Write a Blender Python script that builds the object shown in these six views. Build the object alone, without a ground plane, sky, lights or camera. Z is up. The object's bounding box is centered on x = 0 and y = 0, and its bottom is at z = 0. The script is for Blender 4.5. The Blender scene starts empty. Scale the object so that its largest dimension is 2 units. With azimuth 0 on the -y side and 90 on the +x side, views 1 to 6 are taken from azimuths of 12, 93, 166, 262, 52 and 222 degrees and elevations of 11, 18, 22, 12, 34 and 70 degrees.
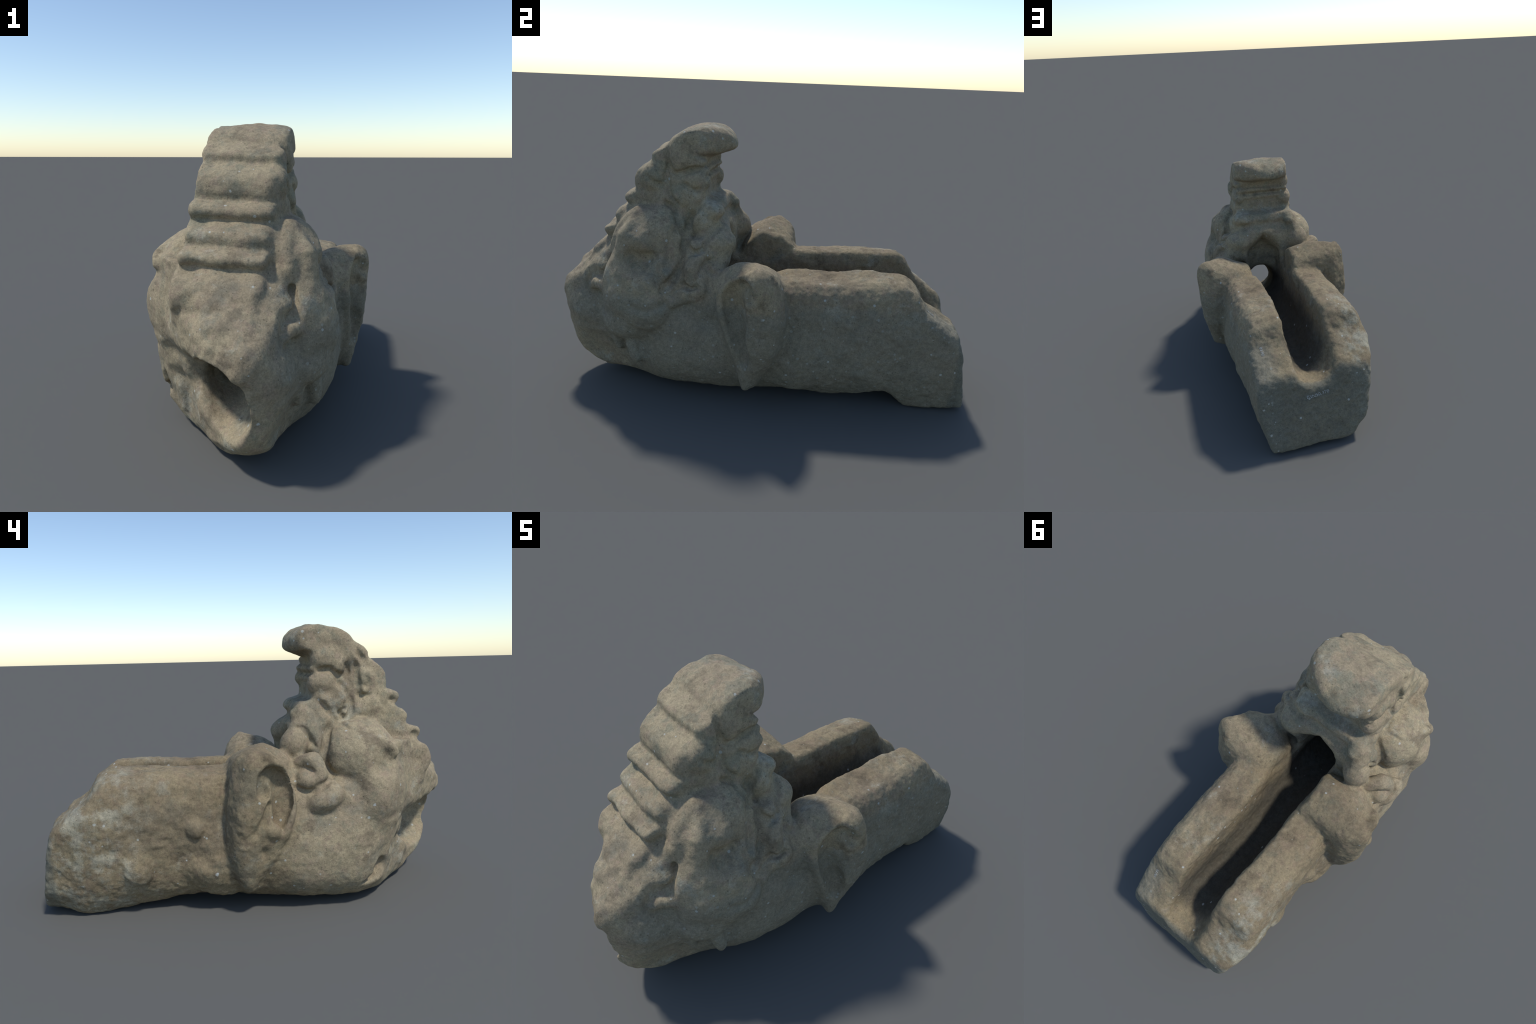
"""Weathered andesite waterspout: a beast head with a raised, rolled trunk on the
front of a channelled stone block.  The stone is one continuous carved body, so it
is sculpted as a blend of lofts, lumps and cords (a signed field), meshed once,
roughened, and then cut by region into named parts that share border vertices."""
import bpy, math
import numpy as np

H = 0.0065                       # mesh cell of the sculpting field, metres
LO = np.array([-0.58, -1.06, -0.05])
HI = np.array([0.56, 1.07, 1.36])
N = np.ceil((HI - LO) / H).astype(int) + 1
AX = [(LO[i] + H * np.arange(N[i])).astype(np.float32) for i in range(3)]
F = np.full(tuple(N), 1.0, np.float32)        # signed distance of the stone
LAB = np.zeros(tuple(N), np.int8)             # which part owns the place

PARTS = ["torso", "head", "trunk", "snout", "ear", "ear.001", "eye", "eye.001",
         "curl", "curl.001", "curl.002", "curl.003", "tooth", "tooth.001", "tooth.002", "tooth.003",
         "mouth", "channel"]
ID = {n: i for i, n in enumerate(PARTS)}


# ------------------------------------------------------------------ field tools
def window(lo, hi):
    s = []
    for i in range(3):
        a = int(max(0, math.floor((lo[i] - LO[i]) / H)))
        b = int(min(N[i], math.ceil((hi[i] - LO[i]) / H) + 1))
        s.append(slice(a, max(a, b)))
    s = tuple(s)
    return s, AX[0][s[0]][:, None, None], AX[1][s[1]][None, :, None], AX[2][s[2]][None, None, :]


def smin(a, b, k):
    h = np.maximum(k - np.abs(a - b), 0.0) / k
    return np.minimum(a, b) - h * h * k * 0.25


def smax(a, b, k):
    return -smin(-a, -b, k)


def add(fn, lo, hi, k, part=None):
    pad = k + 0.02
    s, X, Y, Z = window([v - pad for v in lo], [v + pad for v in hi])
    d = fn(X, Y, Z).astype(np.float32)
    old = F[s]
    if part is not None:
        LAB[s] = np.where(d < old, ID[part], LAB[s])
    F[s] = smin(old, d, k)


def cut(fn, lo, hi, k, part=None):
    pad = k + 0.02
    s, X, Y, Z = window([v - pad for v in lo], [v + pad for v in hi])
    d = -fn(X, Y, Z).astype(np.float32)
    old = F[s]
    if part is not None:
        LAB[s] = np.where(d > old, ID[part], LAB[s])
    F[s] = smax(old, d, k)


def curve(keys, vals):
    """smooth monotone-ish interpolation through a few stations (Catmull-Rom tangents, limited)"""
    keys = np.array(keys, float); vals = np.array(vals, float)
    d = np.diff(vals) / np.diff(keys)
    m = np.zeros_like(vals)
    m[0], m[-1] = d[0], d[-1]
    for i in range(1, len(vals) - 1):
        m[i] = 0.0 if d[i - 1] * d[i] <= 0 else 2 * d[i - 1] * d[i] / (d[i - 1] + d[i])

    def f(t):
        t = np.clip(t, keys[0], keys[-1])
        i = np.clip(np.searchsorted(keys, t) - 1, 0, len(keys) - 2)
        h = keys[i + 1] - keys[i]
        u = (t - keys[i]) / h
        return ((2 * u ** 3 - 3 * u ** 2 + 1) * vals[i] + (u ** 3 - 2 * u ** 2 + u) * h * m[i]
                + (-2 * u ** 3 + 3 * u ** 2) * vals[i + 1] + (u ** 3 - u ** 2) * h * m[i + 1])
    return f


def rot(rx=0, ry=0, rz=0):
    a, b, c = map(math.radians, (rx, ry, rz))
    A = np.array([[1, 0, 0], [0, math.cos(a), -math.sin(a)], [0, math.sin(a), math.cos(a)]])
    B = np.array([[math.cos(b), 0, math.sin(b)], [0, 1, 0], [-math.sin(b), 0, math.cos(b)]])
    C = np.array([[math.cos(c), -math.sin(c), 0], [math.sin(c), math.cos(c), 0], [0, 0, 1]])
    return C @ B @ A


def local(X, Y, Z, c, R):
    x, y, z = X - c[0], Y - c[1], Z - c[2]
    return [R[0, i] * x + R[1, i] * y + R[2, i] * z for i in range(3)]


def lump(c, r, k, part=None, turn=(0, 0, 0), p=2.0, carve=False):
    """an ellipsoid (p=2) or a rounded block (p>2)"""
    R = rot(*turn)

    def f(X, Y, Z):
        a, b, d = local(X, Y, Z, c, R)
        q = (np.abs(a / r[0]) ** p + np.abs(b / r[1]) ** p + np.abs(d / r[2]) ** p) ** (1 / p)
        g = np.sqrt((a / r[0] ** 2) ** 2 + (b / r[1] ** 2) ** 2 + (d / r[2] ** 2) ** 2) + 1e-6
        return (q - 1.0) * np.maximum(q / g, min(r) * 0.5) if p == 2.0 else (q - 1) * min(r)
    m = max(r) * (1.0 if p == 2 else 1.5)
    (cut if carve else add)(f, [v - m for v in c], [v + m for v in c], k, part)


def cord(pts, rad, k, part=None, carve=False, flat=None, steps=10):
    """a tube of changing radius along a smooth line through the given points;
    flat=(axis, factor) squashes it along one axis"""
    P = np.array(pts, float)
    R = np.full(len(P), rad) if np.isscalar(rad) else np.array(rad, float)
    Q, S = [], []
    for i in range(len(P) - 1):
        p0, p1, p2, p3 = P[max(i - 1, 0)], P[i], P[i + 1], P[min(i + 2, len(P) - 1)]
        n = max(3, int(np.linalg.norm(p2 - p1) / 0.012)) if i < 99 else steps
        for t in np.arange(n) / n:
            Q.append(0.5 * (2 * p1 + (p2 - p0) * t + (2 * p0 - 5 * p1 + 4 * p2 - p3) * t * t
                            + (3 * p1 - p0 - 3 * p2 + p3) * t ** 3))
            S.append(R[i] + (R[i + 1] - R[i]) * t)
    Q.append(P[-1]); S.append(R[-1])
    Q = np.array(Q); S = np.array(S)

    def f(X, Y, Z):
        out = None
        for q, s in zip(Q, S):
            dx, dy, dz = X - q[0], Y - q[1], Z - q[2]
            if flat:
                if flat[0] == 0: dx = dx * flat[1]
                if flat[0] == 1: dy = dy * flat[1]
                if flat[0] == 2: dz = dz * flat[1]
            d = np.sqrt(dx * dx + dy * dy + dz * dz) - s
            out = d if out is None else np.minimum(out, d)
        return out
    m = S.max()
    (cut if carve else add)(f, Q.min(0) - m, Q.max(0) + m, k, part)


def on_flank(side, path, step=0.012):
    """points on the present outer surface of one flank (side +1 / -1) under a smooth (y, z) path"""
    P = np.array(path, float)
    out = []
    for i in range(len(P) - 1):
        p0, p1, p2, p3 = P[max(i - 1, 0)], P[i], P[i + 1], P[min(i + 2, len(P) - 1)]
        n = max(2, int(np.linalg.norm(p2 - p1) / step))
        for t in np.arange(n) / n:
            out.append(0.5 * (2 * p1 + (p2 - p0) * t + (2 * p0 - 5 * p1 + 4 * p2 - p3) * t * t + (3 * p1 - p0 - 3 * p2 + p3) * t ** 3))
    out.append(P[-1])
    pts = []
    for y, z in out:
        col = F[:, int(round((y - LO[1]) / H)), int(round((z - LO[2]) / H))]
        col = col[::-1] if side > 0 else col
        i = int(np.argmax(col < 0))
        if i == 0:
            continue
        d = (i - 1 + col[i - 1] / (col[i - 1] - col[i])) * H
        x = AX[0][-1] - d if side > 0 else LO[0] + d
        if x * side > 0.115:                     # stay off the thin edges
            pts.append((x, y, z))
    P = np.array(pts)
    assert len(P) > 2
    for _ in range(3):
        P[1:-1, 0] = 0.5 * P[1:-1, 0] + 0.25 * (P[:-2, 0] + P[2:, 0])
    return P


def chisel(side, path, r=0.011, sink=0.004, k=0.016):
    """a groove cut along the flank"""
    P = on_flank(side, path)
    P[:, 0] += side * (r * 0.35 - sink)
    n = len(P)
    taper = np.minimum(1, 0.5 + np.minimum(np.arange(n), np.arange(n)[::-1]) / 4)
    cord(P, r * taper, k, None, carve=True)


def bead(side, path, r, part, rise=0.55, k=0.015):
    """a raised roll laid along the flank"""
    P = on_flank(side, path)
    P[:, 0] -= side * np.mean(r) * (1 - 2 * rise + rise)
    cord(P, np.interp(np.linspace(0, 1, len(P)), np.linspace(0, 1, len(r)), r), k, part)


# ------------------------------------------------------------------ the carving
def build_torso():
    zt = curve([-0.3, -0.06, 0.06, 0.12, 0.30, 0.42, 0.64, 0.70, 0.76, 0.81, 0.92, 1.05],
               [0.52, 0.540, 0.615, 0.645, 0.650, 0.658, 0.660, 0.632, 0.545, 0.505, 0.435, 0.36])
    zb_r = curve([-0.3, 0.10, 0.22, 0.38, 0.50, 0.60, 0.65, 0.72, 0.90, 1.05],
                 [0.03, 0.045, 0.04, 0.025, 0.055, 0.085, 0.055, 0.000, 0.004, 0.020])
    zb_l = curve([-0.3, 0.10, 0.22, 0.32, 0.50, 0.62, 0.74, 0.90, 1.05],
                 [0.03, 0.040, 0.050, 0.052, 0.025, 0.005, -0.005, 0.008, 0.030])
    xr = curve([-0.3, 0.15, 0.40, 0.70, 0.95], [0.31, 0.305, 0.312, 0.300, 0.290])
    xl = curve([-0.3, 0.15, 0.40, 0.70, 0.95], [-0.33, -0.315, -0.318, -0.322, -0.275])
    hs = [0.0, 0.06, 0.13, 0.22, 0.35, 0.45, 0.55, 0.63, 0.70]
    belly_r = curve(hs, [-0.105, -0.050, -0.003, 0.026, 0.033, 0.026, 0.005, -0.03, -0.08])
    belly_l = curve(hs, [-0.125, -0.075, -0.030, -0.005, 0.010, 0.010, -0.003, -0.03, -0.08])
    foot_r = curve(hs, [-0.025, -0.012, 0.004, 0.024, 0.024, 0.02, 0.0, -0.03, -0.08])
    foot_l = curve(hs, [-0.080, -0.045, -0.012, 0.005, 0.015, 0.02, 0.0, -0.03, -0.08])

    def f(X, Y, Z):
        t = np.clip((Y - 0.55) / 0.22, 0, 1)
        left = np.clip(0.5 - X / 0.16, 0, 1)
        dr = (X - xr(Y) - belly_r(Z) * (1 - t) - foot_r(Z) * t) * 0.95
        dl = (xl(Y) - X - belly_l(Z) * (1 - t) - foot_l(Z) * t + 0.05 * np.clip((Y - 0.82) / 0.12, 0, 1) * np.clip((0.13 - Z) / 0.12, 0, 1)) * 0.95
        lean = 0.12 * np.maximum(np.abs(X) - 0.16, 0) + 0.014 * np.clip(X / 0.1, 0, 1)
        top = (Z - zt(Y - 0.012 * left * np.clip((Y - 0.5) / 0.1, 0, 1)) + lean) * 0.85
        bot = zb_r(Y) * (1 - left) + zb_l(Y) * left - Z
        end = (Y - 0.925 - (0.40 - Z) * 0.18) * 0.98
        d = smax(dr, top, 0.06)
        d = smax(d, smax(dl, top, 0.06), 0.02)
        d = smax(d, bot, 0.035)
        d = smax(d, end, 0.03)
        return smax(d, -0.20 - Y, 0.10)
    add(f, (-0.42, -0.25, -0.02), (0.42, 1.03, 0.72), 0.03, "torso")
    lump((-0.285, 0.175, 0.235), (0.092, 0.17, 0.17), 0.04, "torso")      # swelling behind each ear
    lump((0.265, 0.18, 0.25), (0.085, 0.16, 0.17), 0.04, "torso")


def build_head():
    ys = [-0.86, -0.80, -0.70, -0.55, -0.40, -0.20, 0.00, 0.12]
    xl = curve(ys, [-0.03, -0.09, -0.21, -0.385, -0.440, -0.435, -0.40, -0.34])
    xr = curve(ys, [0.13, 0.155, 0.19, 0.285, 0.345, 0.355, 0.325, 0.30])
    zb = curve(ys, [0.08, 0.05, 0.015, 0.00, -0.01, -0.005, 0.015, 0.03])
    zt = curve(ys, [0.45, 0.50, 0.56, 0.66, 0.69, 0.600, 0.565, 0.56])
    tilt = curve(ys, [0.0, 0.0, 0.0, 0.0, 0.05, 0.32, 0.32, 0.25])

    def f(X, Y, Z):
        a, b, lo, hi = xl(Y), xr(Y), zb(Y), zt(Y)
        Z = Z + tilt(Y) * np.clip(X + 0.05, -0.25, 0.15) * np.clip((Z - 0.35) / 0.2, 0, 1)
        cx, cz = (a + b) * 0.5, 0.30 + 0.0 * Y
        u = np.abs((X - cx) / ((b - a) * 0.5))
        dz = Z - cz
        v = np.abs(np.where(dz > 0, dz / (hi - cz), dz / (cz - lo)))
        p = np.where(dz > 0, 2.15, 2.7)
        q = (u ** p + v ** p) ** (1 / p)
        d = (q - 1) * np.minimum((b - a) * 0.5, (hi - lo) * 0.5)
        return smax(smax(d, -0.86 - Y, 0.06), Y - 0.12, 0.08)
    add(f, (-0.46, -0.88, -0.02), (0.40, 0.14, 0.72), 0.04, "head")


def build_trunk():
    front = curve([0.50, 0.570, 0.590, 0.61, 0.64, 0.672, 0.70, 0.722, 0.735, 0.746, 0.765, 0.785, 0.797, 0.805, 0.818, 0.845,
                   0.870, 0.885, 0.894, 0.905, 0.925, 0.945, 0.960, 0.969, 0.980, 1.000, 1.030, 1.070, 1.098, 1.112, 1.138, 1.160,
                   1.182, 1.225, 1.25, 1.28],
                  [-0.80, -0.795, -0.820, -0.834, -0.838, -0.828, -0.803, -0.768, -0.752, -0.764, -0.774, -0.764, -0.730, -0.708, -0.716, -0.716,
                   -0.692, -0.660, -0.641, -0.650, -0.662, -0.655, -0.622, -0.603, -0.608, -0.614, -0.612, -0.588, -0.545, -0.523, -0.528, -0.500,
                   -0.452, -0.420, -0.375, -0.28])
    sharp, w_ = front, np.array([0.25, 0.5, 0.25])
    front = lambda z: 0.30 * sharp(z) + 0.70 * sum(w * sharp(z + o) for w, o in zip(w_, (-0.014, 0.0, 0.014)))
    back = curve([0.50, 0.63, 0.72, 0.80, 0.85, 0.885, 0.915, 0.94, 1.00, 1.025, 1.042, 1.070, 1.09, 1.120,
                  1.138, 1.152, 1.178, 1.222, 1.29],
                 [-0.17, -0.16, -0.155, -0.165, -0.195, -0.178, -0.180, -0.232, -0.236, -0.226, -0.246, -0.226, -0.245, -0.232,
                  -0.195, -0.158, -0.146, -0.150, -0.21])
    hollow = curve([0.50, 0.80, 0.88, 0.95, 1.12, 1.17, 1.30], [0.0, 0.0, 0.015, 0.038, 0.03, 0.0, 0.0])
    hook = curve([0.50, 0.80, 0.88, 0.95, 1.11, 1.148, 1.30], [0.0, 0.0, 0.7, 0.8, 0.7, 3.2, 3.2])
    zt = curve([-0.60, -0.48, -0.42, -0.36, -0.28, -0.21, -0.17, -0.14],
               [1.12, 1.185, 1.228, 1.256, 1.270, 1.250, 1.222, 1.19])
    xr = curve([0.55, 0.80, 0.95, 1.10, 1.20, 1.28], [0.140, 0.155, 0.160, 0.155, 0.150, 0.140])
    xl = curve([0.55, 0.80, 0.95, 1.05, 1.15, 1.28], [-0.25, -0.225, -0.214, -0.207, -0.204, -0.190])

    def f(X, Y, Z):
        fr = (front(Z + 0.03 * (X + 0.03)) - Y) * 0.74
        u2 = ((X + 0.02) / 0.17) ** 2
        bk = (Y - back(Z) + hollow(Z) * np.maximum(1 - u2, 0) + hook(Z) * (X + 0.05) ** 2) * 0.9
        a, b = xl(Z), xr(Z)
        narrow = np.clip((-0.38 - Y) / 0.25, 0, 1) * 0.03
        dr, dl = X - b + narrow, a - X
        top = (Z - zt(Y) + 0.012 * np.abs(X) - 0.004 * np.cos(X * 24)) * 0.8
        d = smax(smax(fr, dr, 0.055), dl, 0.045)
        d = smax(d, smax(bk, np.maximum(dr, dl), 0.03), 0.02)
        d = smax(d, top, 0.018)
        return smax(d, 0.52 - Z, 0.03)
    add(f, (-0.28, -0.90, 0.52), (0.2, -0.1, 1.31), 0.015, "trunk")


def build_snout():
    """upper lip and lower jaw: an oblique wedge, broken away on its left side"""
    front = curve([0.06, 0.10, 0.15, 0.22, 0.30, 0.37, 0.43, 0.50, 0.555, 0.60, 0.65],
                  [-0.83, -0.905, -0.94, -0.965, -0.985, -0.99, -1.003, -0.997, -0.955, -0.895, -0.83])
    right_wall = curve([-1.0, -0.95, -0.85, -0.75, -0.65, -0.58], [0.120, 0.142, 0.168, 0.185, 0.205, 0.235])
    knob = curve([0.05, 0.14, 0.22, 0.30, 0.37, 0.44, 0.50, 0.56], [-0.030, -0.020, 0.012, 0.045, 0.058, 0.040, 0.005, 0.0])
    broken = curve([0.05, 0.25, 0.36, 0.45, 0.55, 0.66], [0.545, 0.555, 0.600, 0.65, 0.655, 0.64])

    def f(X, Y, Z):
        fr = (front(Z) - Y + 0.30 * np.abs(X - 0.08)) * 0.85
        left = -0.78 * X - 0.62 * Y - broken(Z)
        right = (X - right_wall(Y) - knob(Z) * np.clip((Y + 1.0) / 0.13, 0, 1)) * 0.93
        bottom = 0.020 - Z + np.maximum(-Y - 0.78, 0) * 0.45 + 0.20 * np.abs(X + 0.01)
        top = (Z - 0.625) * 0.75 - (Y + 0.87) * 0.62 + 0.25 * np.maximum(X - 0.03, 0)
        d = smax(fr, right, 0.05)
        d = smax(d, left, 0.03)
        d = smax(d, bottom * 0.95, 0.04)
        d = smax(d, top, 0.05)
        return smax(d, Y + 0.56, 0.02)
    add(f, (-0.34, -1.01, 0.03), (0.28, -0.56, 0.70), 0.02, "snout")


def build_eyes():
    # right: round eye above a heavy cheek
    lump((0.137, -0.482, 0.745), (0.148, 0.163, 0.165), 0.012, "eye")
    lump((0.170, -0.535, 0.505), (0.182, 0.212, 0.25), 0.015, "eye", p=2.35)
    cord([(0.165, -0.575, 0.86), (0.155, -0.62, 0.81), (0.165, -0.65, 0.75), (0.175, -0.655, 0.70)], [0.036, 0.050, 0.050, 0.034], 0.045, "eye")
    cord([(0.215, -0.59, 0.82), (0.242, -0.615, 0.775), (0.250, -0.62, 0.715)], [0.026, 0.040, 0.030], 0.045, "eye")
    lump((0.315, -0.53, 0.69), (0.045, 0.055, 0.05), 0.06, None, carve=True)
    lump((0.245, -0.53, 0.760), (0.035, 0.045, 0.035), 0.04, "eye")
    cord([(0.30, -0.47, 0.70), (0.325, -0.44, 0.60), (0.33, -0.40, 0.53)], [0.012, 0.014, 0.008], 0.03, None, carve=True)
    cord([(0.24, -0.39, 0.82), (0.275, -0.40, 0.74), (0.29, -0.42, 0.66)], [0.008, 0.014, 0.010], 0.03, None, carve=True)
    lump((0.31, -0.62, 0.50), (0.03, 0.05, 0.06), 0.04, "eye")
    lump((0.335, -0.50, 0.44), (0.025, 0.07, 0.06), 0.05, "eye")
    lump((0.20, -0.345, 0.66), (0.07, 0.07, 0.10), 0.03, "head")
    lump((0.22, -0.225, 0.62), (0.075, 0.06, 0.07), 0.03, "head")
    lump((0.225, -0.615, 0.355), (0.100, 0.12, 0.080), 0.03, "eye")
    cord([(0.195, -0.695, 0.66), (0.225, -0.755, 0.56), (0.24, -0.785, 0.44), (0.27, -0.745, 0.30), (0.31, -0.63, 0.235)], [0.014, 0.016, 0.018, 0.016, 0.010], 0.02, None, carve=True)
    # left: broken eye with a beaked brow
    lump((-0.232, -0.455, 0.680), (0.168, 0.175, 0.168), 0.01, "eye.001")
    lump((-0.275, -0.515, 0.51), (0.168, 0.150, 0.21), 0.03, "eye.001")
    cord([(-0.345, -0.49, 0.765), (-0.372, -0.545, 0.74), (-0.370, -0.575, 0.705)], [0.02, 0.028, 0.02], 0.03, "eye.001")
    lump((-0.37, -0.60, 0.775), (0.04, 0.045, 0.035), 0.03, None, carve=True)
    lump((-0.435, -0.515, 0.66), (0.03, 0.035, 0.045), 0.03, None, carve=True)
    # the left cheek ends in a broken oblique face
    offset = curve([0.0, 0.25, 0.36, 0.46, 0.56, 0.66, 0.74], [0.555, 0.575, 0.63, 0.675, 0.69, 0.70, 0.72])

    def beyond(X, Y, Z):
        return -(-0.78 * X - 0.62 * Y - offset(Z) - 0.05 * np.clip((-X - 0.24) / 0.10, 0, 1) * np.clip((0.42 - Z) / 0.1, 0, 1))
    cut(beyond, (-0.5, -0.85, 0.0), (-0.21, -0.40, 0.70), 0.03)


def build_ears():
    def ear(side, zs, yf, yr, xo, thin, fall, inner, part):
        yf, yr, xo = curve(zs, yf), curve(zs, yr), curve(zs, xo)

        def f(X, Y, Z):
            x = X * side
            a, b, o = yf(Z), yr(Z), xo(Z)
            fr = ((a - Y) + np.maximum(x - 0.30, 0) * 0.75 + np.maximum(0.28 - x, 0) * inner) * 0.8   # slanting front face
            bk = (Y - b - thin * (x - o) + 0.5 * np.maximum(x - 0.385, 0)) * 0.94              # back face, thinning outward
            out = x - o
            d = smax(smax(fr, bk, 0.03), out, 0.045)
            d = smax(d, 0.11 - x, 0.02)
            slope = fall * np.maximum(0.44 - x, 0)
            return smax(smax(d, (Z - zs[-1] + slope + 0.30 * np.maximum(Y + 0.01, 0)) * 0.92, 0.05), zs[0] - Z, 0.04)
        lo, hi = ((0.16, -0.3, zs[0]), (0.53, 0.25, zs[-1])) if side > 0 else ((-0.53, -0.3, zs[0]), (-0.16, 0.25, zs[-1]))
        add(f, lo, hi, 0.025, part)
    ear(1, [0.10, 0.17, 0.25, 0.34, 0.45, 0.57, 0.65, 0.70, 0.756], [-0.08, -0.11, -0.145, -0.18, -0.21, -0.22, -0.17, -0.12, -0.04],
        [0.0, 0.03, 0.076, 0.118, 0.130, 0.110, 0.085, 0.06, 0.02], [0.388, 0.40, 0.43, 0.455, 0.466, 0.466, 0.470, 0.468, 0.45], 0.0, 0.38, 0.60, "ear")
    ear(-1, [0.10, 0.17, 0.25, 0.34, 0.45, 0.58, 0.66, 0.72, 0.785], [-0.01, -0.05, -0.10, -0.14, -0.17, -0.17, -0.138, -0.09, -0.01],
        [0.095, 0.130, 0.160, 0.172, 0.170, 0.155, 0.142, 0.122, 0.07], [0.425, 0.435, 0.445, 0.458, 0.470, 0.474, 0.472, 0.465, 0.44], 0.0, 0.17, 0.25, "ear.001")
    cord([(0.36, -0.02, 0.25), (0.376, -0.032, 0.18), (0.382, -0.04, 0.132)], [0.06, 0.042, 0.022], 0.025, "ear")
    cord([(0.405, -0.040, 0.675), (0.388, -0.110, 0.640), (0.368, -0.150, 0.565), (0.370, -0.142, 0.48), (0.380, -0.105, 0.37), (0.380, -0.075, 0.29)],
         [0.018, 0.022, 0.027, 0.027, 0.022, 0.014], 0.02, "ear")
    cord([(-0.435, 0.005, 0.715), (-0.425, -0.045, 0.665), (-0.415, -0.080, 0.59), (-0.415, -0.092, 0.50), (-0.415, -0.075, 0.41), (-0.41, -0.02, 0.28)],
         [0.022, 0.030, 0.033, 0.033, 0.030, 0.018], 0.02, "ear.001")
    # hollow of the right ear round its middle lobe
    lump((0.430, -0.085, 0.50), (0.065, 0.036, 0.13), 0.03, None, turn=(0, 0, 35), carve=True)
    cord([(0.455, -0.025, 0.60), (0.440, -0.060, 0.635), (0.415, -0.105, 0.58), (0.410, -0.100, 0.49), (0.415, -0.075, 0.41), (0.420, -0.060, 0.33), (0.41, -0.05, 0.27)],
         [0.022, 0.034, 0.036, 0.036, 0.036, 0.036, 0.020], 0.03, None, carve=True)
    # hollow of the left ear
    lump((-0.445, -0.05, 0.53), (0.06, 0.03, 0.12), 0.03, None, turn=(0, 0, -35), carve=True)
    cord([(-0.465, 0.02, 0.575), (-0.465, 0.005, 0.635), (-0.445, -0.035, 0.64), (-0.425, -0.065, 0.58), (-0.42, -0.065, 0.50), (-0.42, -0.045, 0.43)],
         [0.026, 0.038, 0.042, 0.042, 0.038, 0.026], 0.015, None, carve=True)
    cord([(-0.46, -0.005, 0.515), (-0.47, 0.02, 0.45), (-0.475, 0.055, 0.405), (-0.475, 0.10, 0.375)], [0.016, 0.020, 0.018, 0.008], 0.015, None, carve=True)
    lump((-0.435, -0.015, 0.405), (0.04, 0.034, 0.034), 0.015, "ear.001")
    lump((-0.465, 0.02, 0.305), (0.03, 0.018, 0.035), 0.02, None, carve=True)


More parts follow.
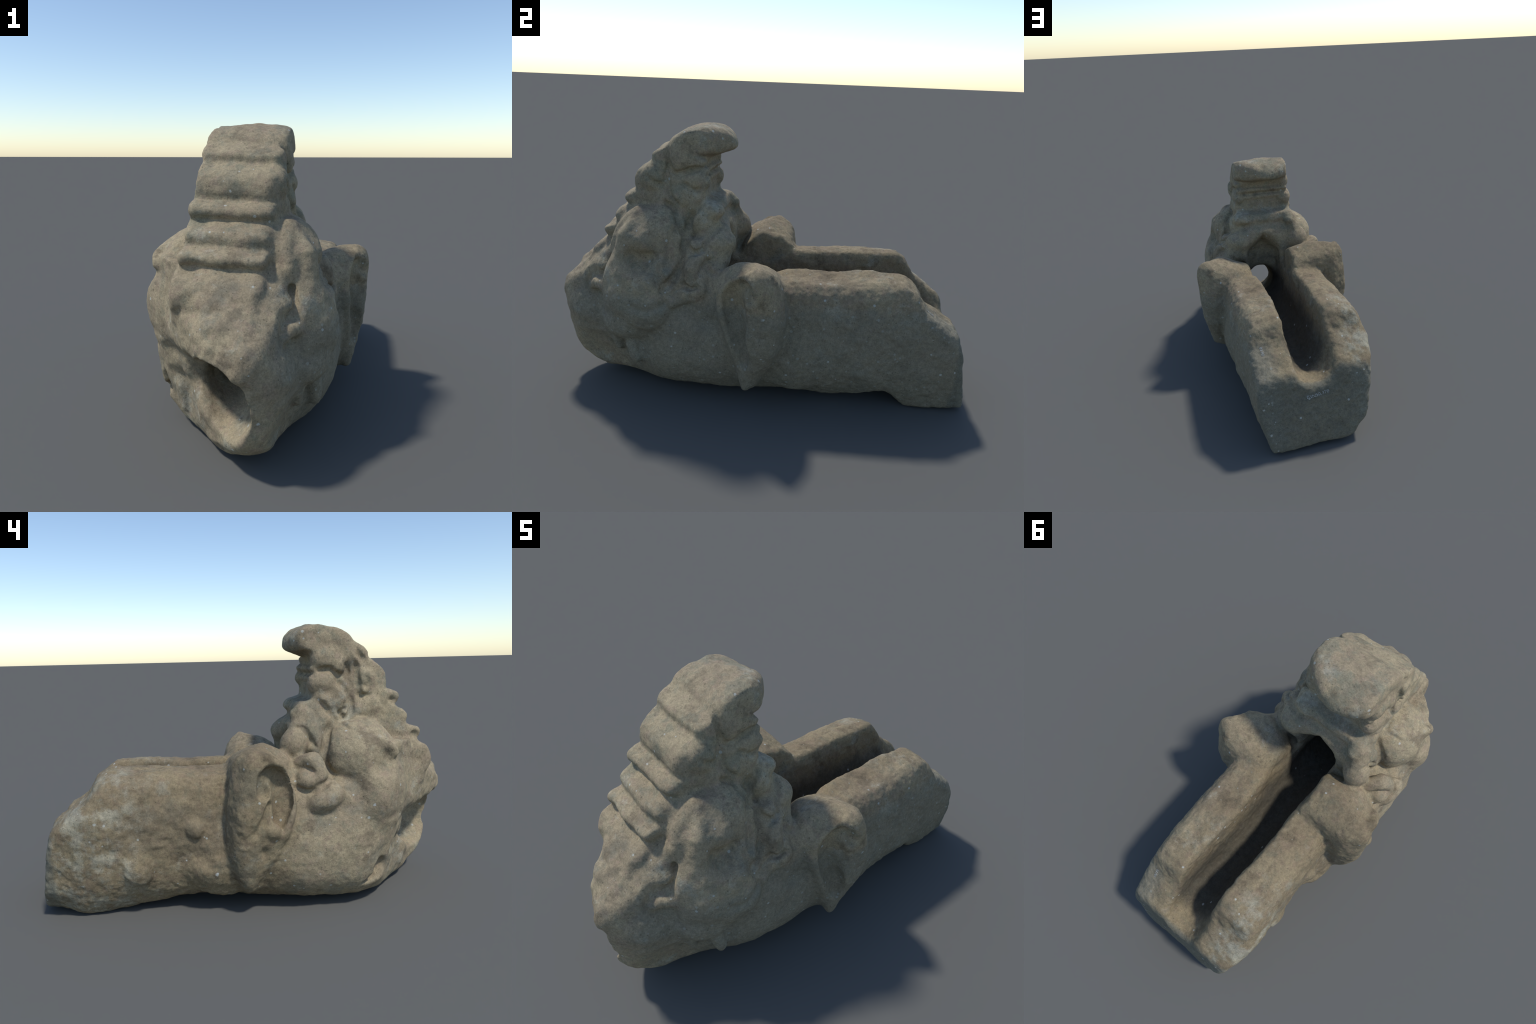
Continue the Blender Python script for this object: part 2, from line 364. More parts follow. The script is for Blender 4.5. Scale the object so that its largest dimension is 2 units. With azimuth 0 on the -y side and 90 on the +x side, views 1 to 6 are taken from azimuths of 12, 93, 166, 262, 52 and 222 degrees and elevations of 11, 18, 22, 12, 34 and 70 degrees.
def build_curls():
    # right: S-shaped curl on the temple
    lump((0.215, -0.29, 0.735), (0.055, 0.055, 0.05), 0.02, "head")
    lump((0.250, -0.300, 0.60), (0.050, 0.085, 0.10), 0.03, "head")
    lump((0.265, -0.240, 0.495), (0.070, 0.08, 0.09), 0.04, "head")
    # right: big scroll behind the eye, below the back ledge
    lump((0.125, -0.285, 0.835), (0.075, 0.062, 0.09), 0.025, "curl.001", turn=(20, 0, 0))
    lump((0.120, -0.235, 0.885), (0.055, 0.052, 0.032), 0.025, "curl.001")
    lump((0.155, -0.215, 0.745), (0.085, 0.088, 0.07), 0.025, "curl.001")
    lump((0.165, -0.200, 0.675), (0.075, 0.058, 0.06), 0.03, "curl.001")
    cord([(0.215, -0.30, 0.79), (0.22, -0.235, 0.815), (0.20, -0.18, 0.83)], 0.010, 0.02, None, carve=True)
    lump((-0.275, -0.185, 0.54), (0.108, 0.14, 0.12), 0.03, "head")
    lump((-0.215, -0.295, 0.70), (0.075, 0.08, 0.08), 0.02, "head")
    lump((-0.295, -0.130, 0.485), (0.090, 0.07, 0.11), 0.04, "head")
    lump((-0.285, -0.36, 0.49), (0.11, 0.11, 0.11), 0.04, "head")
    # left: double lobe on the temple
    cord([(-0.30, -0.165, 0.655), (-0.350, -0.215, 0.678), (-0.372, -0.235, 0.615)], [0.03, 0.042, 0.042], 0.012, "curl.002")
    lump((-0.355, -0.190, 0.60), (0.06, 0.055, 0.05), 0.015, "curl.002")
    lump((-0.368, -0.262, 0.520), (0.080, 0.100, 0.074), 0.010, "curl.002", turn=(-30, 0, 0))
    # left: scroll behind the eye
    cord([(-0.185, -0.185, 0.865), (-0.20, -0.225, 0.868), (-0.21, -0.25, 0.815), (-0.225, -0.262, 0.755), (-0.225, -0.245, 0.73)],
         [0.035, 0.05, 0.055, 0.042, 0.022], 0.025, "curl.003")
    lump((-0.215, -0.195, 0.80), (0.06, 0.06, 0.055), 0.03, "curl.003")
    lump((-0.235, -0.155, 0.735), (0.065, 0.062, 0.07), 0.025, "curl.003")
    lump((-0.24, -0.165, 0.665), (0.05, 0.04, 0.035), 0.025, "curl.003")
    # relief on the left flank of the trunk: hanging commas, lump against lump
    x = -0.185
    lump((x + .01, -0.315, 1.115), (0.045, 0.075, 0.062), 0.012, "trunk", turn=(-20, 0, 0))
    lump((x + .005, -0.375, 1.085), (0.042, 0.040, 0.055), 0.015, "trunk")
    lump((x + .005, -0.305, 1.005), (0.05, 0.075, 0.06), 0.012, "trunk", turn=(-25, 0, 0))
    lump((x - .003, -0.372, 0.945), (0.046, 0.052, 0.070), 0.015, "trunk", turn=(20, 0, 0))
    lump((x - .008, -0.392, 0.880), (0.034, 0.030, 0.030), 0.015, "trunk")
    lump((x, -0.305, 0.925), (0.045, 0.055, 0.055), 0.015, "trunk")
    lump((x + .003, -0.325, 0.845), (0.046, 0.060, 0.055), 0.015, "trunk")
    lump((x + .005, -0.50, 1.020), (0.042, 0.062, 0.060), 0.012, "trunk")
    lump((x - .010, -0.475, 0.970), (0.030, 0.028, 0.026), 0.015, "trunk")
    lump((x + .010, -0.455, 1.125), (0.035, 0.050, 0.045), 0.02, "trunk")
    lump((x + .000, -0.535, 0.900), (0.040, 0.060, 0.040), 0.02, "trunk", turn=(35, 0, 0))
    lump((x - .005, -0.480, 0.880), (0.035, 0.050, 0.035), 0.02, "trunk")
    cord([(x - .03, -0.398, 0.885), (x - .035, -0.375, 0.872)], 0.009, 0.015, None, carve=True)
    cord([(x - .03, -0.41, 1.075), (x - .03, -0.405, 1.045)], 0.009, 0.015, None, carve=True)
    # rolled ends of the narrow rolls, left
    for c in ((-0.180, -0.622, 0.926), (-0.195, -0.735, 0.762)):
        lump(c, (0.032, 0.036, 0.030), 0.02, "trunk")
        lump((c[0] - 0.03, c[1] - 0.004, c[2] - 0.006), (0.014, 0.016, 0.014), 0.02, None, carve=True)
    # relief on the right flank
    x = 0.148
    cord([(x, -0.44, 1.15), (x + .012, -0.435, 1.08), (x + .012, -0.395, 1.05), (x + .012, -0.33, 1.072), (x + .012, -0.26, 1.07)], 0.011, 0.03, None, carve=True)
    cord([(x + .010, -0.50, 1.02), (x + .015, -0.455, 0.985), (x + .018, -0.42, 0.93)], 0.012, 0.03, None, carve=True)
    cord([(x + .015, -0.36, 1.0), (x + .02, -0.37, 0.92), (x + .02, -0.33, 0.86)], 0.011, 0.03, None, carve=True)
    lump((x - .022, -0.38, 1.120), (0.03, 0.055, 0.04), 0.015, "trunk")
    lump((x - .022, -0.515, 1.03), (0.03, 0.055, 0.055), 0.02, "trunk")
    lump((x - .020, -0.47, 0.92), (0.03, 0.05, 0.05), 0.015, "trunk")
    lump((x - .022, -0.31, 1.02), (0.035, 0.060, 0.045), 0.015, "trunk")
    lump((x - .022, -0.385, 0.955), (0.035, 0.05, 0.06), 0.015, "trunk")


def build_face_details():
    # brow roll above the lip, and chips out of the lip edge
    cord([(-0.175, -0.775, 0.590), (-0.080, -0.842, 0.616), (0.015, -0.862, 0.600)], [0.024, 0.030, 0.022], 0.03, "snout")
    for c, r in (((-0.150, -0.850, 0.415), (0.030, 0.022, 0.014)), ((-0.040, -0.955, 0.425), (0.030, 0.020, 0.012)),
                 ((0.085, -1.005, 0.375), (0.022, 0.02, 0.022)), ((0.135, -0.975, 0.235), (0.03, 0.025, 0.04)),
                 ((-0.020, -0.930, 0.135), (0.05, 0.03, 0.022)), ((-0.120, -0.835, 0.150), (0.03, 0.04, 0.022))):
        lump(c, r, 0.03, None, turn=(0, 25, -30), carve=True)
    # nostril swellings on the broken upper lip
    lump((-0.140, -0.765, 0.57), (0.05, 0.045, 0.03), 0.03, "snout", turn=(0, 0, -35))
    lump((-0.045, -0.880, 0.56), (0.07, 0.05, 0.045), 0.03, "snout", turn=(0, 0, -25))
    # right side: lip lump, fang, teeth
    lump((0.155, -0.735, 0.620), (0.05, 0.055, 0.028), 0.015, "snout", turn=(20, 0, 20))
    cord([(0.205, -0.715, 0.525), (0.197, -0.765, 0.525), (0.180, -0.800, 0.500)], [0.048, 0.042, 0.026], 0.015, "tooth.003", flat=(2, 1.3))
    cord([(0.215, -0.69, 0.30), (0.225, -0.675, 0.215)], [0.030, 0.018], 0.025, "tooth")
    cord([(0.275, -0.59, 0.26), (0.280, -0.575, 0.18)], [0.034, 0.024], 0.02, "tooth.001")
    # left side: broken fang and a notch behind it
    cord([(-0.25, -0.585, 0.20), (-0.25, -0.585, 0.11)], [0.04, 0.022], 0.03, "tooth.002")
    cord([(-0.37, -0.535, 0.175), (-0.36, -0.50, 0.145), (-0.38, -0.43, 0.125)], [0.045, 0.03, 0.012], 0.02, None, carve=True)
    # mouth funnel and the drilled hole behind it
    lump((-0.050, -0.930, 0.292), (0.15, 0.175, 0.158), 0.02, "mouth", turn=(0, 0, -32), carve=True)
    lump((-0.165, -0.785, 0.305), (0.085, 0.11, 0.105), 0.05, "mouth", turn=(0, 0, -40), carve=True)
    cord([(-0.05, -0.82, 0.27), (-0.02, -0.62, 0.32), (0.0, -0.35, 0.40), (0.0, -0.10, 0.46)], [0.12, 0.10, 0.10, 0.09], 0.03, "mouth", carve=True)


def build_channel():
    floor = curve([-0.35, 0.2, 0.6, 0.85, 1.1], [0.34, 0.33, 0.33, 0.345, 0.36])
    top = curve([-0.40, -0.30, -0.20, -0.10, 0.0], [0.66, 0.71, 0.765, 0.90, 1.4])

    def f(X, Y, Z):
        cx = 0.003 + 0.006 * np.sin(Y * 11 + 1.0)
        cx = cx + 0.015 * np.clip((0.5 - Z) / 0.15, 0, 1) * np.clip((Y - 0.3) / 0.3, 0, 1)
        w = 0.103 - 0.045 * np.clip((0.53 - Z) / 0.18, 0, 1) ** 1.5 + 0.10 * np.maximum(Z - 0.58, 0) + 0.03 * np.clip((Y - 0.75) / 0.2, 0, 1)
        d = smax(np.abs(X - cx) - w, floor(Y) - Z, 0.09)
        d = smax(d, (Z - top(Y) + 0.8 * np.abs(X - cx)) * 0.7, 0.04)
        return smax(d, -0.29 - Y, 0.05)
    cut(f, (-0.2, -0.4, 0.3), (0.2, 1.1, 1.0), 0.03, "channel")


def build_weathering():
    # knocks and bosses on the left flank of the block
    lump((-0.330, 0.30, 0.40), (0.022, 0.035, 0.035), 0.03, "torso")
    lump((-0.322, 0.55, 0.22), (0.018, 0.05, 0.05), 0.05, "torso")
    for c, r in (((-0.372, 0.66, 0.31), (0.03, 0.05, 0.02)), ((-0.345, 0.90, 0.22), (0.03, 0.04, 0.014)),
                 ((-0.372, 0.50, 0.375), (0.022, 0.07, 0.02)), ((-0.380, 0.56, 0.42), (0.03, 0.014, 0.10)),
                 ((-0.325, 0.94, 0.12), (0.03, 0.06, 0.04)), ((-0.372, 0.35, 0.27), (0.03, 0.09, 0.03))):
        lump(c, r, 0.05, None, carve=True)


def build_chiselling():
    # right temple: S-shaped curl
    bead(1, [(-0.225, 0.705), (-0.265, 0.705), (-0.300, 0.665), (-0.303, 0.605)], (0.026, 0.034, 0.040, 0.036), "curl", 0.75, 0.008)
    bead(1, [(-0.262, 0.610), (-0.262, 0.555), (-0.320, 0.530), (-0.392, 0.500)], (0.026, 0.036, 0.042, 0.032), "curl", 0.75, 0.008)
    # right flank: outline of the scroll, its inner turn, the eye socket and the parts of the trunk
    chisel(1, [(-0.262, 0.938), (-0.295, 0.915), (-0.337, 0.840), (-0.340, 0.760), (-0.300, 0.725), (-0.262, 0.735)], 0.013, 0.008)
    chisel(1, [(-0.262, 0.735), (-0.245, 0.775), (-0.210, 0.812), (-0.190, 0.822)], 0.010, 0.006)
    chisel(1, [(-0.238, 0.690), (-0.228, 0.650), (-0.205, 0.635)], 0.011, 0.006)
    chisel(1, [(-0.455, 0.925), (-0.395, 0.875), (-0.355, 0.790), (-0.355, 0.690), (-0.385, 0.610), (-0.435, 0.555)], 0.014, 0.010)
    chisel(1, [(-0.335, 0.600), (-0.310, 0.566), (-0.278, 0.582)], 0.009, 0.006)
    chisel(1, [(-0.445, 1.180), (-0.440, 1.110), (-0.415, 1.060), (-0.370, 1.060), (-0.320, 1.078), (-0.285, 1.080)], 0.011, 0.007)
    chisel(1, [(-0.440, 1.100), (-0.445, 1.020), (-0.430, 0.960), (-0.390, 0.915)], 0.010, 0.006)
    chisel(1, [(-0.535, 1.040), (-0.500, 1.010), (-0.470, 1.000)], 0.010, 0.005)
    chisel(1, [(-0.360, 1.010), (-0.330, 0.985), (-0.290, 0.988)], 0.009, 0.004)
    # right cheek: brow fold and the soft hollow under it
    chisel(1, [(-0.590, 0.700), (-0.540, 0.675), (-0.490, 0.700)], 0.012, 0.004, 0.03)
    chisel(1, [(-0.420, 0.500), (-0.490, 0.470), (-0.560, 0.480)], 0.010, 0.002, 0.03)
    # left flank: the hanging commas of the trunk
    chisel(-1, [(-0.285, 1.060), (-0.325, 1.062), (-0.380, 1.034), (-0.415, 1.050), (-0.412, 1.085)], 0.012, 0.008)
    chisel(-1, [(-0.350, 1.030), (-0.412, 0.955), (-0.432, 0.895), (-0.418, 0.848), (-0.390, 0.846), (-0.376, 0.872)], 0.012, 0.009)
    chisel(-1, [(-0.275, 0.925), (-0.305, 0.898), (-0.350, 0.842), (-0.385, 0.810)], 0.011, 0.007)
    chisel(-1, [(-0.455, 1.090), (-0.460, 1.010), (-0.475, 0.945), (-0.515, 0.945)], 0.011, 0.007)
    chisel(-1, [(-0.497, 0.985), (-0.512, 1.005), (-0.500, 1.025)], 0.009, 0.004)
    chisel(-1, [(-0.500, 1.100), (-0.470, 1.120), (-0.455, 1.160)], 0.011, 0.006)
    # left: scroll behind the eye, and the crease round the eye boss
    chisel(-1, [(-0.250, 0.728), (-0.222, 0.765), (-0.195, 0.810), (-0.165, 0.815)], 0.012, 0.008)
    chisel(-1, [(-0.225, 0.905), (-0.255, 0.885), (-0.292, 0.810), (-0.300, 0.745), (-0.275, 0.700)], 0.012, 0.008)
    chisel(-1, [(-0.330, 0.820), (-0.290, 0.740), (-0.290, 0.660), (-0.320, 0.590), (-0.360, 0.550)], 0.011, 0.002)
    chisel(-1, [(-0.125, 0.572), (-0.205, 0.556), (-0.270, 0.592)], 0.010, 0.005)
    chisel(-1, [(-0.185, 0.652), (-0.205, 0.640)], 0.012, 0.006)


for step in (build_torso, build_head, build_trunk, build_snout, build_eyes, build_ears, build_curls,
             build_face_details, build_chiselling, build_channel, build_weathering):
    step()


# ------------------------------------------------------------------ meshing (surface nets)
def surface_net():
    neg = F < 0
    n = N - 1
    cnt = np.zeros(tuple(n), np.int8)
    for i in (0, 1):
        for j in (0, 1):
            for k in (0, 1):
                cnt += neg[i:i + n[0], j:j + n[1], k:k + n[2]]
    cells = np.argwhere((cnt > 0) & (cnt < 8))
    index = np.full(tuple(n), -1, np.int32)
    index[tuple(cells.T)] = np.arange(len(cells))
    acc = np.zeros((len(cells), 3)); num = np.zeros(len(cells))
    corners = [(i, j, k) for i in (0, 1) for j in (0, 1) for k in (0, 1)]
    val = {c: F[cells[:, 0] + c[0], cells[:, 1] + c[1], cells[:, 2] + c[2]].astype(float) for c in corners}
    for a in corners:
        for ax in range(3):
            if a[ax] == 0:
                b = tuple(1 if q == ax else a[q] for q in range(3))
                va, vb = val[a], val[b]
                hit = (va < 0) != (vb < 0)
                t = np.where(hit, va / np.where(hit, va - vb, 1), 0)
                p = np.tile(np.array(a, float), (len(cells), 1)); p[:, ax] += t
                acc[hit] += p[hit]; num[hit] += 1
    V = LO + H * (cells + acc / num[:, None])
    quads = []
    for ax in range(3):
        u, v = (ax + 1) % 3, (ax + 2) % 3
        lo = [slice(1, int(n[q])) for q in range(3)]
        lo[ax] = slice(0, int(n[ax]))
        hi = list(lo); hi[ax] = slice(1, int(n[ax]) + 1)
        A, B = neg[tuple(lo)], neg[tuple(hi)]
        for flip, mask in ((False, A & ~B), (True, ~A & B)):
            e = np.argwhere(mask)
            off = np.array([1, 1, 1]); off[ax] = 0
            e = e + off
            q = []
            for du, dv in ((-1, -1), (0, -1), (0, 0), (-1, 0)):
                c = e.copy(); c[:, u] += du; c[:, v] += dv
                q.append(index[tuple(c.T)])
            q = np.stack(q, 1)
            quads.append(q[:, ::-1] if flip else q)
    return V, np.concatenate(quads), LAB[cells[:, 0], cells[:, 1], cells[:, 2]].astype(int)


def keep_largest(V, Q, lab):
    comp = np.arange(len(V))
    E = np.concatenate([Q[:, [0, 1]], Q[:, [1, 2]], Q[:, [2, 3]], Q[:, [3, 0]]])
    while True:
        m = np.minimum(comp[E[:, 0]], comp[E[:, 1]])
        new = comp.copy()
        np.minimum.at(new, E[:, 0], m); np.minimum.at(new, E[:, 1], m)
        new = new[new]
        if (new == comp).all():
            break
        comp = new
    ids, c = np.unique(comp, return_counts=True)
    keep = comp == ids[c.argmax()]
    remap = np.cumsum(keep) - 1
    Q = Q[keep[Q].all(1)]
    return V[keep], remap[Q], lab[keep]


def normals(V, Q):
    fn = np.cross(V[Q[:, 2]] - V[Q[:, 0]], V[Q[:, 3]] - V[Q[:, 1]])
    n = np.zeros_like(V)
    for i in range(4):
        for a in range(3):
            n[:, a] += np.bincount(Q[:, i], fn[:, a], len(V))
    return n / np.maximum(np.linalg.norm(n, axis=1, keepdims=True), 1e-12)


def relax(V, Q, rounds):
    E = np.concatenate([Q[:, [0, 1]], Q[:, [1, 2]], Q[:, [2, 3]], Q[:, [3, 0]]])
    deg = np.bincount(E[:, 0], minlength=len(V)) + np.bincount(E[:, 1], minlength=len(V))
    for w in rounds:
        s = np.stack([np.bincount(E[:, 0], V[E[:, 1], a], len(V)) + np.bincount(E[:, 1], V[E[:, 0], a], len(V)) for a in range(3)], 1)
        V = V + w * (s / deg[:, None] - V)
    return V


LATTICE = np.random.default_rng(11).random((32, 32, 32)) * 2 - 1


def noise(P, scale, shift=0.0):
    p = P * scale + shift
    i = np.floor(p).astype(int); f = p - i
    f = f * f * (3 - 2 * f)
    out = 0
    for a in (0, 1):
        for b in (0, 1):
            for c in (0, 1):
                w = (f[:, 0] if a else 1 - f[:, 0]) * (f[:, 1] if b else 1 - f[:, 1]) * (f[:, 2] if c else 1 - f[:, 2])
                out = out + w * LATTICE[(i[:, 0] + a) % 32, (i[:, 1] + b) % 32, (i[:, 2] + c) % 32]
    return out


V, Q, lab = surface_net()
V, Q, lab = keep_largest(V, Q, lab)
V = relax(V, Q, [0.5, -0.52] * 2 + [0.3])
n = normals(V, Q)
block = np.clip((V[:, 1] + 0.05) / 0.2, 0, 1)                # the block is rougher than the carved head
pit = np.maximum(noise(V, 55, 3.1) - 0.25, 0)
d = (0.006 * noise(V, 11, 0.7) + 0.0035 * noise(V, 23, 5.3) + (0.0015 + 0.0012 * block) * noise(V, 48, 9.9)
     + (0.0008 + 0.0004 * block) * noise(V, 105, 2.2) - (0.001 + 0.002 * block) * pit)
snout = np.clip((-0.76 - V[:, 1]) / 0.10, 0, 1) * np.clip((V[:, 2] - 0.30) / 0.1, 0, 1)
d = d + snout * (0.004 * noise(V, 17, 7.7) + 0.003 * noise(V, 36, 1.9))
V = V + n * d[:, None]
V[:, 2] = np.maximum(V[:, 2], 0.0)
VN = normals(V, Q)


# ------------------------------------------------------------------ materials
def stone_material(name):
    m = bpy.data.materials.new(name)
    m.use_nodes = True
    nt = m.node_tree
    N_, L = nt.nodes, nt.links
    bsdf = N_["Principled BSDF"]
    bsdf.inputs["Roughness"].default_value = 0.9
    bsdf.inputs["Specular IOR Level"].default_value = 0.25
    tc = N_.new("ShaderNodeTexCoord")

    def tex(scale, detail=6, rough=0.6, off=0.0, dist=0.0):
        mp = N_.new("ShaderNodeMapping"); mp.inputs["Location"].default_value = (off, off * 0.7, off * 1.3)
        L.new(tc.outputs["Object"], mp.inputs[0])
        t = N_.new("ShaderNodeTexNoise")
        t.inputs["Scale"].default_value = scale; t.inputs["Detail"].default_value = detail
        t.inputs["Roughness"].default_value = rough; t.inputs["Distortion"].default_value = dist
        L.new(mp.outputs[0], t.inputs["Vector"])
        return t.outputs["Fac"]

    def ramp(src, a, b):
        r = N_.new("ShaderNodeMapRange"); r.inputs[1].default_value = a; r.inputs[2].default_value = b
        r.interpolation_type = 'SMOOTHSTEP'
        L.new(src, r.inputs[0]); return r.outputs[0]

    def mix(fac, a, b, mode='MIX'):
        x = N_.new("ShaderNodeMix"); x.data_type = 'RGBA'; x.blend_type = mode
        if isinstance(fac, float): x.inputs[0].default_value = fac
        else: L.new(fac, x.inputs[0])
        for s, i in ((a, 6), (b, 7)):
            if isinstance(s, tuple): x.inputs[i].default_value = (*s, 1)
            else: L.new(s, x.inputs[i])
        return x.outputs[2]

    def math_(op, a, b):
        x = N_.new("ShaderNodeMath"); x.operation = op
        for i, s in enumerate((a, b)):
            if isinstance(s, (int, float)): x.inputs[i].default_value = s
            else: L.new(s, x.inputs[i])
        return x.outputs[0]

    sep = N_.new("ShaderNodeSeparateXYZ"); L.new(tc.outputs["Object"], sep.inputs[0])
    px, py, pz = sep.outputs
    mid = tex(24, 5, 0.65, 9.0)
    big = tex(4.0, 6, 0.62, 1.0)

    def within(v, lo, hi, soft, rough=0.0):
        """1 between lo and hi, with a ragged edge"""
        if rough:
            v = math_('ADD', v, math_('MULTIPLY', math_('SUBTRACT', tex(9, 6, 0.7, 21.0), 0.5), rough))
        return math_('MULTIPLY', ramp(v, lo - soft, lo + soft), math_('SUBTRACT', 1.0, ramp(v, hi - soft, hi + soft)))

    tan, rose, ochre = (0.255, 0.208, 0.138), (0.258, 0.195, 0.142), (0.300, 0.250, 0.162)
    green, brown, slate, pale = (0.185, 0.184, 0.130), (0.155, 0.125, 0.085), (0.165, 0.160, 0.125), (0.350, 0.345, 0.280)
    c = mix(ramp(big, 0.40, 0.60), tan, ochre)
    c = mix(math_('MULTIPLY', ramp(mid, 0.50, 0.66), 0.55), c, rose)
    c = mix(math_('MULTIPLY', ramp(tex(20, 5, 0.65, 31.0), 0.52, 0.66), 0.42), c, green)
    c = mix(math_('MULTIPLY', ramp(tex(5.5, 6, 0.66, 7.0), 0.52, 0.66), 0.50), c, slate)
    c = mix(math_('MULTIPLY', ramp(tex(7, 6, 0.7, 3.0), 0.53, 0.66), 0.75), c, brown)
    c = mix(math_('MULTIPLY', ramp(tex(5.5, 6, 0.72, 15.0), 0.55, 0.68), 0.50), c, pale)
    # the block, ears and neck are browner and darker than the carved front
    block_dark = ramp(math_('ADD', math_('MULTIPLY', math_('SUBTRACT', tex(6, 6, 0.7, 50.0), 0.5), 0.45), py), -0.22, 0.02)
    block_dark = math_('MULTIPLY', block_dark, math_('SUBTRACT', 1.0, math_('MULTIPLY', within(px, 0.22, 9.0, 0.06, 0.2), 0.55)))
    c = mix(math_('MULTIPLY', block_dark, 0.82), c, mix(1.0, c, (0.70, 0.67, 0.62), 'MULTIPLY'))
    # grey-green stains running over the crest
    stain2 = math_('MULTIPLY', within(pz, 0.80, 9.0, 0.05, 0.3), ramp(tex(8, 6, 0.68, 61.0), 0.50, 0.62))
    c = mix(math_('MULTIPLY', stain2, 0.45), c, (0.150, 0.160, 0.120))
    # darker grey tone on the right flank of the block, with a ragged upper edge under the tan rim
    flank_grey = math_('MULTIPLY', within(px, 0.20, 9.0, 0.05), within(pz, -1.0, 0.52, 0.03, 0.16))
    flank_grey = math_('MULTIPLY', flank_grey, math_('ADD', 0.35, math_('MULTIPLY', big, 0.6)))
    c = mix(flank_grey, c, (0.180, 0.172, 0.132))
    # pale lichen crust on the left rear flank; darker stain below the rim there
    stain = math_('MULTIPLY', within(px, -9.0, -0.24, 0.03), math_('MULTIPLY', within(pz, 0.30, 0.50, 0.03, 0.10), within(py, 0.12, 0.66, 0.06, 0.2)))
    c = mix(math_('MULTIPLY', stain, 0.45), c, brown)
    crust = math_('MULTIPLY', within(px, -9.0, -0.18, 0.04), within(py, 0.58, 9.0, 0.10, 0.5))
    crust = math_('MULTIPLY', crust, ramp(tex(11, 6, 0.7, 40.0), 0.42, 0.60))
    c = mix(math_('MULTIPLY', crust, 0.50), c, (0.335, 0.335, 0.270))
    # near-black tone on the channel floor and lower walls
    channel_dark = math_('MULTIPLY', within(math_('ABSOLUTE', px, 0.0), -1.0, 0.13, 0.02), math_('MULTIPLY', within(py, -0.40, 0.80, 0.05, 0.15), within(pz, 0.20, 0.50, 0.06, 0.12)))
    c = mix(math_('MULTIPLY', channel_dark, 0.80), c, (0.050, 0.048, 0.040))
    # dark wash behind the painted number on the rear face
    wash = math_('MULTIPLY', within(px, -0.075, 0.080, 0.012, 0.06), math_('MULTIPLY', within(math_('ADD', pz, math_('MULTIPLY', px, 0.15)), 0.280, 0.322, 0.010, 0.05), within(py, 0.90, 9.0, 0.01)))
    c = mix(math_('MULTIPLY', wash, 0.55), c, (0.095, 0.096, 0.082))
    # darker grey-green tone over the rear end
    rear_dark = math_('MULTIPLY', within(py, 0.915, 9.0, 0.012, 0.03), math_('ADD', 0.45, math_('MULTIPLY', mid, 0.4)))
    c = mix(rear_dark, c, (0.125, 0.128, 0.104))
    # grain
    g = tex(170, 3, 0.7, 2.0)
    c = mix(0.45, c, mix(ramp(g, 0.3, 0.7), (0.68, 0.68, 0.68), (1.32, 1.31, 1.29)), 'MULTIPLY')
    g2 = tex(60, 4, 0.7, 4.0)
    c = mix(0.5, c, mix(ramp(g2, 0.3, 0.7), (0.70, 0.70, 0.70), (1.30, 1.29, 1.27)), 'MULTIPLY')

    def dots(scale, chance, size, col, strength, c):
        vo = N_.new("ShaderNodeTexVoronoi"); vo.inputs["Scale"].default_value = scale
        L.new(tc.outputs["Object"], vo.inputs["Vector"])
        pick = N_.new("ShaderNodeSeparateColor"); L.new(vo.outputs["Color"], pick.inputs[0])
        r = math_('MULTIPLY', ramp(pick.outputs[0], 1 - chance, 1.02), size)
        d = math_('ADD', vo.outputs["Distance"], math_('MULTIPLY', math_('SUBTRACT', g2, 0.5), 0.35))
        spot = math_('SUBTRACT', 1.0, ramp(math_('SUBTRACT', d, r), -0.03, 0.05))
        spot = math_('MULTIPLY', spot, math_('GREATER_THAN', pick.outputs[0], 1 - chance))
        return mix(math_('MULTIPLY', spot, strength), c, col)
    c = dots(95, 0.28, 0.30, (0.070, 0.060, 0.042), 0.50, c)       # pits
    c = dots(38, 0.12, 0.26, (0.42, 0.43, 0.39), 0.70, c)          # white flecks
    c = mix(flank_grey, c, dots(45, 0.26, 0.30, (0.33, 0.35, 0.31), 0.60, c))
    c = dots(16, 0.05, 0.14, (0.52, 0.53, 0.50), 0.80, c)
    L.new(c, bsdf.inputs["Base Color"])
    bump = N_.new("ShaderNodeBump"); bump.inputs["Strength"].default_value = 0.35; bump.inputs["Distance"].default_value = 0.004
    L.new(math_('ADD', g, math_('MULTIPLY', g2, 1.5)), bump.inputs["Height"])
    L.new(bump.outputs[0], bsdf.inputs["Normal"])
    return m


STONE = stone_material("weathered_stone")

# ------------------------------------------------------------------ cut into named parts
root = bpy.data.objects.new("waterspout", None)
root["label"] = "weathered grey stone waterspout carved as a trunked beast head"
root["category"] = "stone carving"
bpy.context.scene.collection.objects.link(root)

ql = np.sort(lab[Q], axis=1)
face_part = np.where(ql[:, 1] == ql[:, 2], ql[:, 1], ql[:, 0])
for pid, name in enumerate(PARTS):
    q = Q[face_part == pid]
    if len(q) < 12:
        continue
    used, inv = np.unique(q, return_inverse=True)
    q = inv.reshape(q.shape)
    me = bpy.data.meshes.new(name)
    me.vertices.add(len(used)); me.vertices.foreach_set("co", V[used].astype(np.float32).ravel())
    me.loops.add(q.size); me.loops.foreach_set("vertex_index", q.astype(np.int32).ravel())
    me.polygons.add(len(q)); me.polygons.foreach_set("loop_start", np.arange(0, q.size, 4, dtype=np.int32))
    me.update(calc_edges=True); me.validate()
    me.polygons.foreach_set("use_smooth", np.ones(len(me.polygons), bool))
    me.normals_split_custom_set_from_vertices(VN[used].astype(np.float32).tolist())
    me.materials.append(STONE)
    ob = bpy.data.objects.new(name, me)
    ob.parent = root
    bpy.context.scene.collection.objects.link(ob)


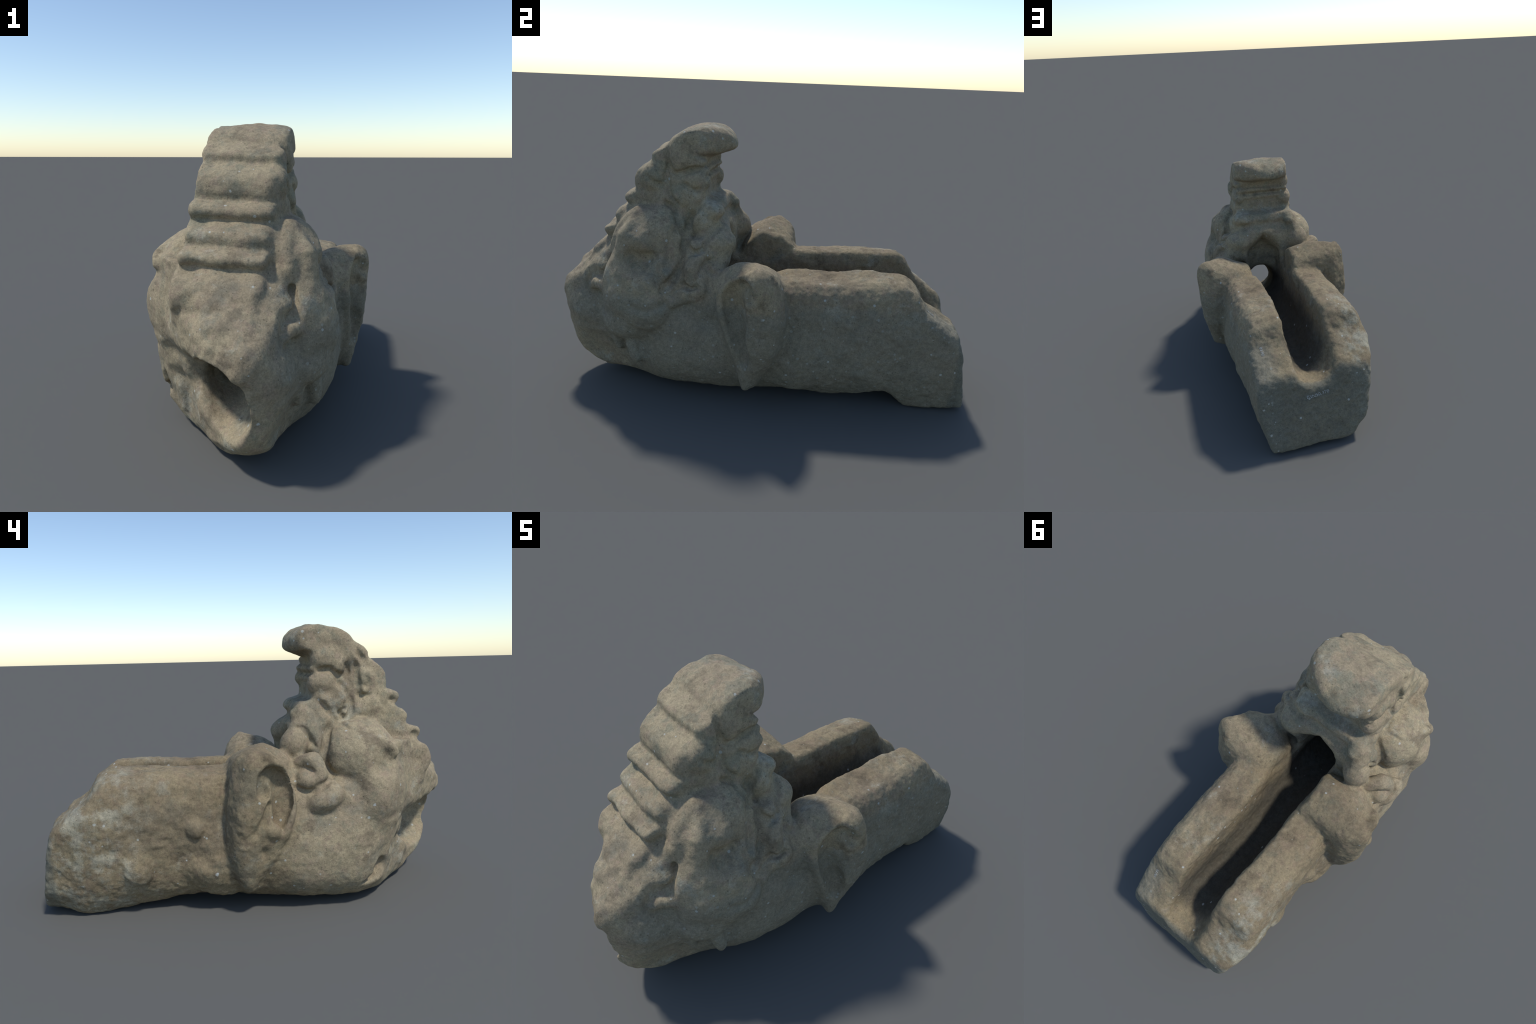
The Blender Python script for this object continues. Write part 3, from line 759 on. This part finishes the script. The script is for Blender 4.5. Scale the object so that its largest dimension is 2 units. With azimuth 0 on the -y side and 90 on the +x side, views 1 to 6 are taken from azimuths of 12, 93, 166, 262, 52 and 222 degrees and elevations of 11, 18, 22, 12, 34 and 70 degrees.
# ------------------------------------------------------------------ painted inventory numbers
from mathutils.bvhtree import BVHTree
from mathutils import Vector, Matrix
tree = BVHTree.FromPolygons([tuple(v) for v in V], [tuple(int(i) for i in q) for q in Q])
paint = bpy.data.materials.new("white_paint")
paint.use_nodes = True
pb = paint.node_tree.nodes["Principled BSDF"]
pb.inputs["Roughness"].default_value = 0.8
pn = paint.node_tree.nodes.new("ShaderNodeTexNoise"); pn.inputs["Scale"].default_value = 220
pc = paint.node_tree.nodes.new("ShaderNodeTexCoord")
paint.node_tree.links.new(pc.outputs["Object"], pn.inputs["Vector"])
pr = paint.node_tree.nodes.new("ShaderNodeValToRGB")
pr.color_ramp.elements[0].color, pr.color_ramp.elements[1].color = (0.16, 0.16, 0.15, 1), (0.44, 0.45, 0.43, 1)
pr.color_ramp.elements[0].position, pr.color_ramp.elements[1].position = 0.35, 0.6
paint.node_tree.links.new(pn.outputs["Fac"], pr.inputs[0])
paint.node_tree.links.new(pr.outputs[0], pb.inputs["Base Color"])


def painted(text, size, start, right, up, away):
    """lettering laid on the stone: letters run along right, stand along up, and are pressed on against away"""
    cu = bpy.data.curves.new("lettering", "FONT"); cu.body = text; cu.size = size; cu.offset = size * 0.012
    tmp = bpy.data.objects.new("lettering_tmp", cu)
    bpy.context.scene.collection.objects.link(tmp)
    dg = bpy.context.evaluated_depsgraph_get()
    src = tmp.evaluated_get(dg).to_mesh()
    r, u, a = (Vector(v).normalized() for v in (right, up, away))
    pts, polys = [], [tuple(p.vertices) for p in src.polygons]
    for v in src.vertices:
        p = Vector(start) + r * v.co.x + u * v.co.y
        hit = tree.ray_cast(p + a * 0.2, -a)[0]
        pts.append((hit if hit else p) + a * 0.0015)
    bpy.data.objects.remove(tmp)
    me = bpy.data.meshes.new("painted_number")
    me.from_pydata([tuple(p) for p in pts], [], polys)
    ob = bpy.data.objects.new("painted_number", me)
    me.materials.append(paint)
    bpy.context.scene.collection.objects.link(ob)
    ob.parent = root


painted("03N50.370", 0.027, (0.064, 0.94, 0.281), (-1, 0, 0.11), (0.11, 0, 1), (0, 1, 0.1))
painted("03.N5", 0.020, (0.255, 0.765, 0.52), (-0.08, 0.75, -0.66), (-1, 0, 0), (0, 0.6, 0.8))
